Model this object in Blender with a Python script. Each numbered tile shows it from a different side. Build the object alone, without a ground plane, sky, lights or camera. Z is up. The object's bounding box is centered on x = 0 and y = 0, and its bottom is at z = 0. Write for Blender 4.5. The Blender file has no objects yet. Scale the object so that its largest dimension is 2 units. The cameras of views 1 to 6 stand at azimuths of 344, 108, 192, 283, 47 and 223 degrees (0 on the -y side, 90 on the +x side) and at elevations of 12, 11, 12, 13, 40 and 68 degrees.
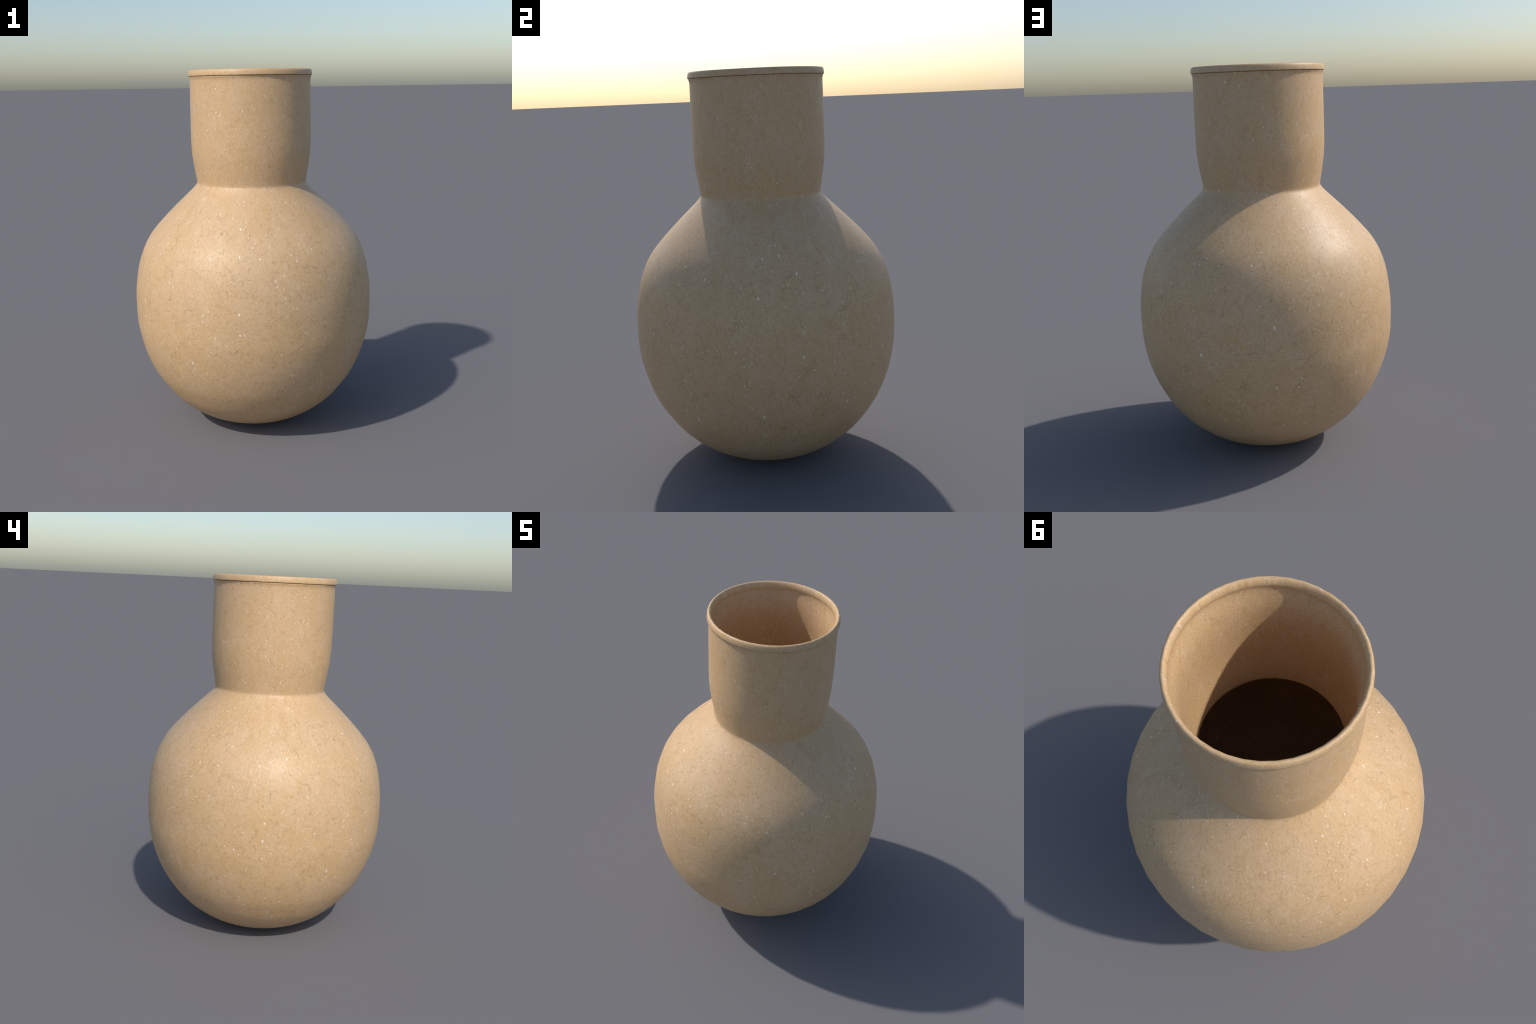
"""Round-bodied clay jar with a tall open neck and a beaded rim, turned on a lathe."""
import math
import bpy

SEGMENTS = 40                 # facets around the axis, as the outline shows
TURN = math.radians(0.9)      # where the first facet edge stands
NECK_Z = 1.384                # height of the crease between body and neck
WALL = 0.021

# ---------------------------------------------------------------- profiles (radius, height)
BODY_OUTER = [
    (0.060, 0.0012), (0.120, 0.0060), (0.180, 0.0150), (0.240, 0.0285), (0.290, 0.0450), (0.328, 0.0630),
    (0.364, 0.084), (0.397, 0.107), (0.450, 0.150), (0.498, 0.200), (0.536, 0.250), (0.570, 0.300), (0.596, 0.350),
    (0.618, 0.400), (0.636, 0.450), (0.650, 0.500), (0.661, 0.550), (0.6685, 0.600),
    (0.6712, 0.650), (0.6722, 0.700), (0.6720, 0.750), (0.6695, 0.800), (0.664, 0.850),
    (0.656, 0.900), (0.6445, 0.950), (0.628, 1.000), (0.6055, 1.050), (0.575, 1.100),
    (0.5345, 1.150), (0.488, 1.200), (0.438, 1.250), (0.386, 1.300), (0.338, 1.345),
    (0.3195, 1.3655), (0.3115, 1.376), (0.3082, NECK_Z)]
NECK_OUTER = [
    (0.3082, NECK_Z), (0.3082, 1.394), (0.3117, 1.416), (0.3175, 1.450), (0.3270, 1.510),
    (0.3322, 1.560), (0.3345, 1.610), (0.3350, 1.670), (0.3348, 1.730), (0.3342, 1.850),
    (0.3334, 1.930), (0.3336, 1.946), (0.3352, 1.956), (0.3386, 1.9645)]
# over the groove under the rim, through the wall and down the inside of the neck
NECK_TOP = [(0.3368, 1.9652), (0.331, 1.9656), (0.325, 1.9656), (0.3192, 1.9635)]
NECK_INNER = [
    (0.3198, 1.958), (0.3203, 1.948), (0.3172, 1.926), (0.3105, 1.895), (0.3046, 1.855),
    (0.3022, 1.800), (0.3032, 1.730), (0.3058, 1.650), (0.3060, 1.570), (0.3015, 1.500),
    (0.2940, 1.438), (0.2900, 1.402), (0.2882, 1.376)]
RIM = [  # closed loop, from under the lip outwards, over the top and back inside
    (0.3310, 1.9668), (0.3400, 1.9672), (0.3421, 1.9682), (0.3423, 1.9720), (0.3414, 1.9820),
    (0.3400, 1.9905), (0.3377, 1.9958), (0.3345, 1.9988), (0.3312, 2.0000), (0.3275, 1.9990),
    (0.3242, 1.9958), (0.3212, 1.9905), (0.3188, 1.9835), (0.3175, 1.9760), (0.3177, 1.9690),
    (0.3188, 1.9620), (0.3204, 1.9575), (0.3230, 1.9600), (0.3255, 1.9662)]


def smooth(points, steps):
    """Catmull-Rom curve through the control points."""
    out = []
    n = len(points)
    for i in range(n - 1):
        p0, p1, p2, p3 = points[max(i - 1, 0)], points[i], points[i + 1], points[min(i + 2, n - 1)]
        for s in range(steps):
            t = s / steps
            out.append(tuple(
                0.5 * (2 * b + (c - a) * t + (2 * a - 5 * b + 4 * c - d) * t * t + (3 * b - a - 3 * c + d) * t ** 3)
                for a, b, c, d in zip(p0, p1, p2, p3)))
    out.append(points[-1])
    return out


def offset_inwards(points, amount):
    out = []
    for i, (r, z) in enumerate(points):
        a, b = points[max(i - 1, 0)], points[min(i + 1, len(points) - 1)]
        tr, tz = b[0] - a[0], b[1] - a[1]
        length = math.hypot(tr, tz)
        out.append((r - amount * tz / length, z + amount * tr / length))
    return out


def profile_normals(points, closed=False):
    """Outward (right-hand of travel) normal at each profile point, averaged over its two sides."""
    n = len(points)
    normals = []
    for i in range(n):
        nr = nz = 0.0
        for j, k in ((i - 1, i), (i, i + 1)):
            if closed:
                j, k = j % n, k % n
            elif j < 0 or k >= n:
                continue
            dr, dz = points[k][0] - points[j][0], points[k][1] - points[j][1]
            length = math.hypot(dr, dz)
            nr += dz / length
            nz -= dr / length
        length = math.hypot(nr, nz)
        normals.append((nr / length, nz / length))
    return normals


def lathe(name, points, normals, material, closed=False, cap=()):
    """Turn a profile around z; keep the given profile normals as vertex normals."""
    verts, faces, vnormals = [], [], []
    for (r, z), (nr, nz) in zip(points, normals):
        for s in range(SEGMENTS):
            a = TURN + 2 * math.pi * s / SEGMENTS
            verts.append((r * math.cos(a), r * math.sin(a), z))
            vnormals.append((nr * math.cos(a), nr * math.sin(a), nz))
    rings = len(points)
    for i in range(rings if closed else rings - 1):
        j = (i + 1) % rings
        if i in cap:
            continue
        for s in range(SEGMENTS):
            t = (s + 1) % SEGMENTS
            faces.append((i * SEGMENTS + s, i * SEGMENTS + t, j * SEGMENTS + t, j * SEGMENTS + s))
    mesh = bpy.data.meshes.new(name)
    return mesh, verts, faces, vnormals


def finish(name, mesh, verts, faces, vnormals, material, parent):
    mesh.from_pydata(verts, [], faces)
    mesh.update()
    for p in mesh.polygons:
        p.use_smooth = True
    mesh.normals_split_custom_set_from_vertices(vnormals)
    mesh.materials.append(material)
    obj = bpy.data.objects.new(name, mesh)
    bpy.context.collection.objects.link(obj)
    obj.parent = parent
    return obj


# ---------------------------------------------------------------- material
class Nodes:
    def __init__(self, tree):
        self.tree = tree

    def add(self, kind, inputs=None, **props):
        node = self.tree.nodes.new(kind)
        for key, value in props.items():
            setattr(node, key, value)
        for key, value in (inputs or {}).items():
            if isinstance(value, bpy.types.NodeSocket):
                self.tree.links.new(value, node.inputs[key])
            else:
                node.inputs[key].default_value = value
        return node

    def math(self, op, a, b=0.0, c=0.0, clamp=False):
        return self.add("ShaderNodeMath", {0: a, 1: b, 2: c}, operation=op, use_clamp=clamp).outputs[0]

    def noise(self, vector, scale, detail=3.0, rough=0.5, distortion=0.0):
        n = self.add("ShaderNodeTexNoise", {"Vector": vector, "Scale": scale, "Detail": detail,
                                            "Roughness": rough, "Distortion": distortion})
        return n.outputs["Fac"]

    def step(self, value, low, high, to_low=0.0, to_high=1.0):
        n = self.add("ShaderNodeMapRange", {"Value": value, "From Min": low, "From Max": high,
                                            "To Min": to_low, "To Max": to_high},
                     interpolation_type="SMOOTHSTEP")
        return n.outputs["Result"]

    def mix(self, fac, a, b, blend="MIX"):
        n = self.add("ShaderNodeMix", {"Factor": fac}, data_type="RGBA", blend_type=blend)
        for socket, value in (("A", a), ("B", b)):
            target = [s for s in n.inputs if s.name == socket and s.type == "RGBA"][0]
            if isinstance(value, bpy.types.NodeSocket):
                self.tree.links.new(value, target)
            else:
                target.default_value = (*value, 1.0)
        return [s for s in n.outputs if s.type == "RGBA"][0]


def stone_material(name, outline, lip=False):
    mat = bpy.data.materials.new(name)
    mat.use_nodes = True
    tree = mat.node_tree
    tree.nodes.clear()
    n = Nodes(tree)
    position = n.add("ShaderNodeTexCoord").outputs["Object"]
    xyz = n.add("ShaderNodeSeparateXYZ", {0: position})
    x, y, z = xyz.outputs

    # wrapped coordinates: around the axis by angle, along the outline by its length
    radius = n.math("SQRT", n.math("ADD", n.math("MULTIPLY", x, x), n.math("MULTIPLY", y, y)))
    radius = n.math("MAXIMUM", radius, 1e-4)
    around = 0.62
    cx = n.math("MULTIPLY", n.math("DIVIDE", x, radius), around)
    cy = n.math("MULTIPLY", n.math("DIVIDE", y, radius), around)
    curve = n.add("ShaderNodeFloatCurve", {"Value": n.math("MULTIPLY", z, 0.5)})
    length, lengths = 0.0, [0.0]
    for (r0, z0), (r1, z1) in zip(outline, outline[1:]):
        length += math.hypot(r1 - r0, z1 - z0) * (1.0 if z1 < NECK_Z else 1.35)
        lengths.append(length)
    points = curve.mapping.curves[0].points
    points[0].location = (0.0, 0.0)
    points[1].location = (1.0, 1.0)
    for i in range(2, len(outline) - 1, 3):
        points.new(outline[i][1] / 2.0, lengths[i] / length)
    curve.mapping.update()
    along = n.math("MULTIPLY", curve.outputs[0], length)
    if lip:      # over the rounded lip the pattern runs on across the top
        along = n.math("SUBTRACT", z, n.math("MULTIPLY", radius, 3.0))
    else:        # under the foot it runs on towards the centre
        along = n.math("SUBTRACT", along, n.math("MAXIMUM", n.math("SUBTRACT", 0.12, radius), 0.0))
    wrap = n.add("ShaderNodeCombineXYZ", {0: cx, 1: cy, 2: along}).outputs[0]

    def mapped(scale, shift=(0.0, 0.0, 0.0)):
        return n.add("ShaderNodeMapping", {"Vector": wrap, "Scale": scale, "Location": shift}).outputs[0]

    def warped(amount, scale, shift=(0.0, 0.0, 0.0), base=None):
        source = base or mapped((1, 1, 1), shift)
        colour = n.add("ShaderNodeTexNoise", {"Vector": source, "Scale": scale, "Detail": 3.0}).outputs["Color"]
        off = n.add("ShaderNodeVectorMath", {0: colour, 1: (0.5, 0.5, 0.5)}, operation="SUBTRACT").outputs[0]
        off = n.add("ShaderNodeVectorMath", {0: off, "Scale": amount}, operation="SCALE").outputs[0]
        return n.add("ShaderNodeVectorMath", {0: source, 1: off}, operation="ADD").outputs[0]

    # broad soft clouds of lighter and deeper tan
    clouds = n.noise(mapped((1, 1, 0.75)), 6.0, 4.0, 0.55, 0.3)
    colour = n.mix(n.step(clouds, 0.36, 0.64), TAN_WARM, TAN)
    veil = n.noise(mapped((1, 1, 0.75), (3.1, 0.4, 1.7)), 15.0, 5.0, 0.62, 0.4)
    colour = n.mix(n.step(veil, 0.50, 0.74, 0.0, 0.50), colour, TAN_PALE)
    brown = n.noise(mapped((1, 1, 0.85), (7.7, 2.2, 5.1)), 14.0, 6.0, 0.72, 0.8)
    colour = n.mix(n.step(brown, 0.50, 0.72, 0.0, 0.60), colour, TAN_BROWN)

    # fine cloudy grain
    grain = n.noise(mapped((1, 1, 0.85), (1.3, 9.2, 0.2)), 75.0, 5.0, 0.68)
    colour = n.mix(n.step(grain, 0.50, 0.72, 0.0, 0.32), colour, FLECK_DARK)
    colour = n.mix(n.step(grain, 0.48, 0.27, 0.0, 0.45), colour, TAN_PALE)

    # crackle: hair-thin wandering seams, faint and broken up
    crack_space = warped(0.030, 20.0)
    crack = n.add("ShaderNodeTexVoronoi", {"Vector": crack_space, "Scale": 15.0}, feature="DISTANCE_TO_EDGE").outputs["Distance"]
    seam = n.step(crack, 0.001, 0.019, 1.0, 0.0)
    seam_mask = n.step(n.noise(mapped((1, 1, 1), (4.0, 4.0, 8.0)), 18.0, 3.0), 0.40, 0.60)
    seam = n.math("MULTIPLY", seam, seam_mask)
    colour = n.mix(n.math("MULTIPLY", seam, 0.42), colour, FLECK_DARK)

    # short dark hairs and pale scratches: thin contour lines of a noise, chopped up and gathered in drifts
    def hairs(shift, scale, width, chop, low, high, stretch):
        space = warped(0.02, 40.0, base=mapped((1, 1, stretch), shift))
        line = n.math("ABSOLUTE", n.math("SUBTRACT", n.noise(space, scale, 2.0, 0.5), 0.5))
        line = n.step(line, width * 0.3, width, 1.0, 0.0)
        pieces = n.step(n.noise(space, chop, 2.0, 0.5), 0.52, 0.62)
        drift = n.step(n.noise(mapped((1, 1, 0.7), shift), 13.0, 4.0, 0.6), low, high)
        return n.math("MULTIPLY", n.math("MULTIPLY", line, pieces), drift)

    wisp = n.math("MAXIMUM", hairs((2.0, 6.0, 3.0), 30.0, 0.014, 50.0, 0.46, 0.66, 0.8),
                  hairs((5.0, 1.0, 9.0), 55.0, 0.024, 80.0, 0.42, 0.64, 0.5))
    spots = n.math("MULTIPLY", n.step(n.noise(mapped((1, 1, 0.8), (6.1, 0.0, 4.0)), 130.0, 2.0, 0.5), 0.64, 0.74),
                   n.step(n.noise(mapped((1, 1, 0.7), (2.6, 5.0, 0.4)), 15.0, 4.0, 0.6), 0.40, 0.62))
    dark = n.math("MAXIMUM", wisp, n.math("MULTIPLY", spots, 0.8))
    colour = n.mix(n.math("MULTIPLY", dark, 0.47), colour, FLECK_DARK)
    pale = hairs((9.0, 3.0, 5.0), 50.0, 0.024, 70.0, 0.52, 0.70, 0.5)
    colour = n.mix(n.math("MULTIPLY", pale, 0.45), colour, CHIP_PALE)

    # pale mineral grains in three sizes, leaning a little, loosely clustered
    chip_mask = n.noise(mapped((1, 1, 0.7), (0.2, 3.3, 6.6)), 8.0, 5.0, 0.72)
    chips = None
    for scale, size, share, strength in ((30.0, 0.16, 0.74, 0.95), (52.0, 0.18, 0.68, 0.85), (95.0, 0.22, 0.62, 0.55)):
        leaning = n.add("ShaderNodeMapping", {"Vector": wrap, "Location": (scale, 0.0, 1.0), "Scale": (1.0, 1.0, 0.60)}).outputs[0]
        v = n.add("ShaderNodeTexVoronoi", {"Vector": warped(0.014, 110.0, base=leaning), "Scale": scale})
        pick = n.add("ShaderNodeSeparateColor", {0: v.outputs["Color"]}).outputs
        chance = n.math("ADD", pick[0], n.math("MULTIPLY", n.math("SUBTRACT", chip_mask, 0.46), 1.9))
        extent = n.math("MULTIPLY_ADD", pick[1], size * 0.7, size * 0.5)
        near = n.math("SUBTRACT", 1.0, n.math("DIVIDE", v.outputs["Distance"], extent))
        dot = n.math("MULTIPLY", n.step(near, 0.0, 0.45), n.step(chance, share, share + 0.10, 0.0, strength))
        chips = dot if chips is None else n.math("MAXIMUM", chips, dot)
    colour = n.mix(chips, colour, CHIP_PALE)

    # a few rusty crumbs
    v = n.add("ShaderNodeTexVoronoi", {"Vector": mapped((1, 1, 1.6), (8.0, 8.0, 8.0)), "Scale": 22.0})
    pick = n.add("ShaderNodeSeparateColor", {0: v.outputs["Color"]}).outputs[1]
    rust = n.math("MULTIPLY", n.step(v.outputs["Distance"], 0.11, 0.06), n.step(pick, 0.93, 0.95, 0.0, 0.5))
    colour = n.mix(rust, colour, RUST)

    pits = n.noise(mapped((1, 1, 0.8), (2.2, 7.0, 1.0)), 45.0, 6.0, 0.65)
    height = n.math("SUBTRACT", n.math("MULTIPLY", pits, 0.6),
                    n.math("ADD", n.math("MULTIPLY", seam, 0.25), n.math("MULTIPLY", dark, 0.25)))
    bump = n.add("ShaderNodeBump", {"Height": height, "Strength": 0.24, "Distance": 0.006}).outputs[0]
    rough = n.math("ADD", ROUGH, n.math("MULTIPLY", n.math("SUBTRACT", veil, 0.5), 0.12))
    shader = n.add("ShaderNodeBsdfPrincipled", {"Base Color": colour, "Roughness": rough, "Normal": bump,
                                                "Specular IOR Level": 0.5})
    out = n.add("ShaderNodeOutputMaterial")
    tree.links.new(shader.outputs[0], out.inputs[0])
    return mat


def srgb(r, g, b):
    return tuple((c / 255 / 12.92) if c / 255 <= 0.04045 else ((c / 255 + 0.055) / 1.055) ** 2.4 for c in (r, g, b))


TAN = srgb(204, 170, 130)
TAN_WARM = srgb(202, 167, 122)
TAN_PALE = srgb(212, 183, 146)
TAN_BROWN = srgb(185, 151, 107)
FLECK_DARK = srgb(126, 101, 72)
CHIP_PALE = srgb(238, 221, 202)
RUST = srgb(196, 118, 60)
ROUGH = 0.49

# ---------------------------------------------------------------- build
jar = bpy.data.objects.new("jar", None)
jar.empty_display_size = 0.3
bpy.context.collection.objects.link(jar)
jar["label"] = "round sandy clay jar with tall open neck and beaded rim"
jar["category"] = "vase"

outer_body = smooth(BODY_OUTER, 2)
outer_neck = smooth(NECK_OUTER, 2)
top_neck = smooth(NECK_TOP, 1)
inner_neck = smooth(NECK_INNER, 2)
below = [p for p in BODY_OUTER if p[1] < 1.33]
inner_body = [NECK_INNER[-1]] + smooth(list(reversed(offset_inwards(below, WALL))), 1)
inner_body = inner_body + [(0.0005, inner_body[-1][1])]

# one continuous surface: centre of the foot, body, neck, wall top, inside of neck, inside of body
whole = [(0.0005, 0.0)] + outer_body + outer_neck[1:] + top_neck + inner_neck + inner_body[1:]
normals = profile_normals(whole)
clay = stone_material("speckled_clay", outer_body + outer_neck[1:])

first_neck = len(outer_body)                              # index of the crease ring
last_neck = len(whole) - len(inner_body)                  # index of the inner crease ring
mesh, verts, faces, vnormals = lathe("neck", whole[first_neck:last_neck + 1], normals[first_neck:last_neck + 1], clay)
finish("neck", mesh, verts, faces, vnormals, clay, jar)

lower = whole[:first_neck + 1]
upper = whole[last_neck:]
mesh, verts, faces, vnormals = lathe("body", lower + upper, normals[:first_neck + 1] + normals[last_neck:], clay,
                                     cap=(len(lower) - 1,))
finish("body", mesh, verts, faces, vnormals, clay, jar)

rim_points = RIM
lip_clay = stone_material("speckled_lip_clay", outer_body + outer_neck[1:], lip=True)
mesh, verts, faces, vnormals = lathe("rim", rim_points, profile_normals(rim_points, True), lip_clay, closed=True)
finish("rim", mesh, verts, faces, vnormals, lip_clay, jar)
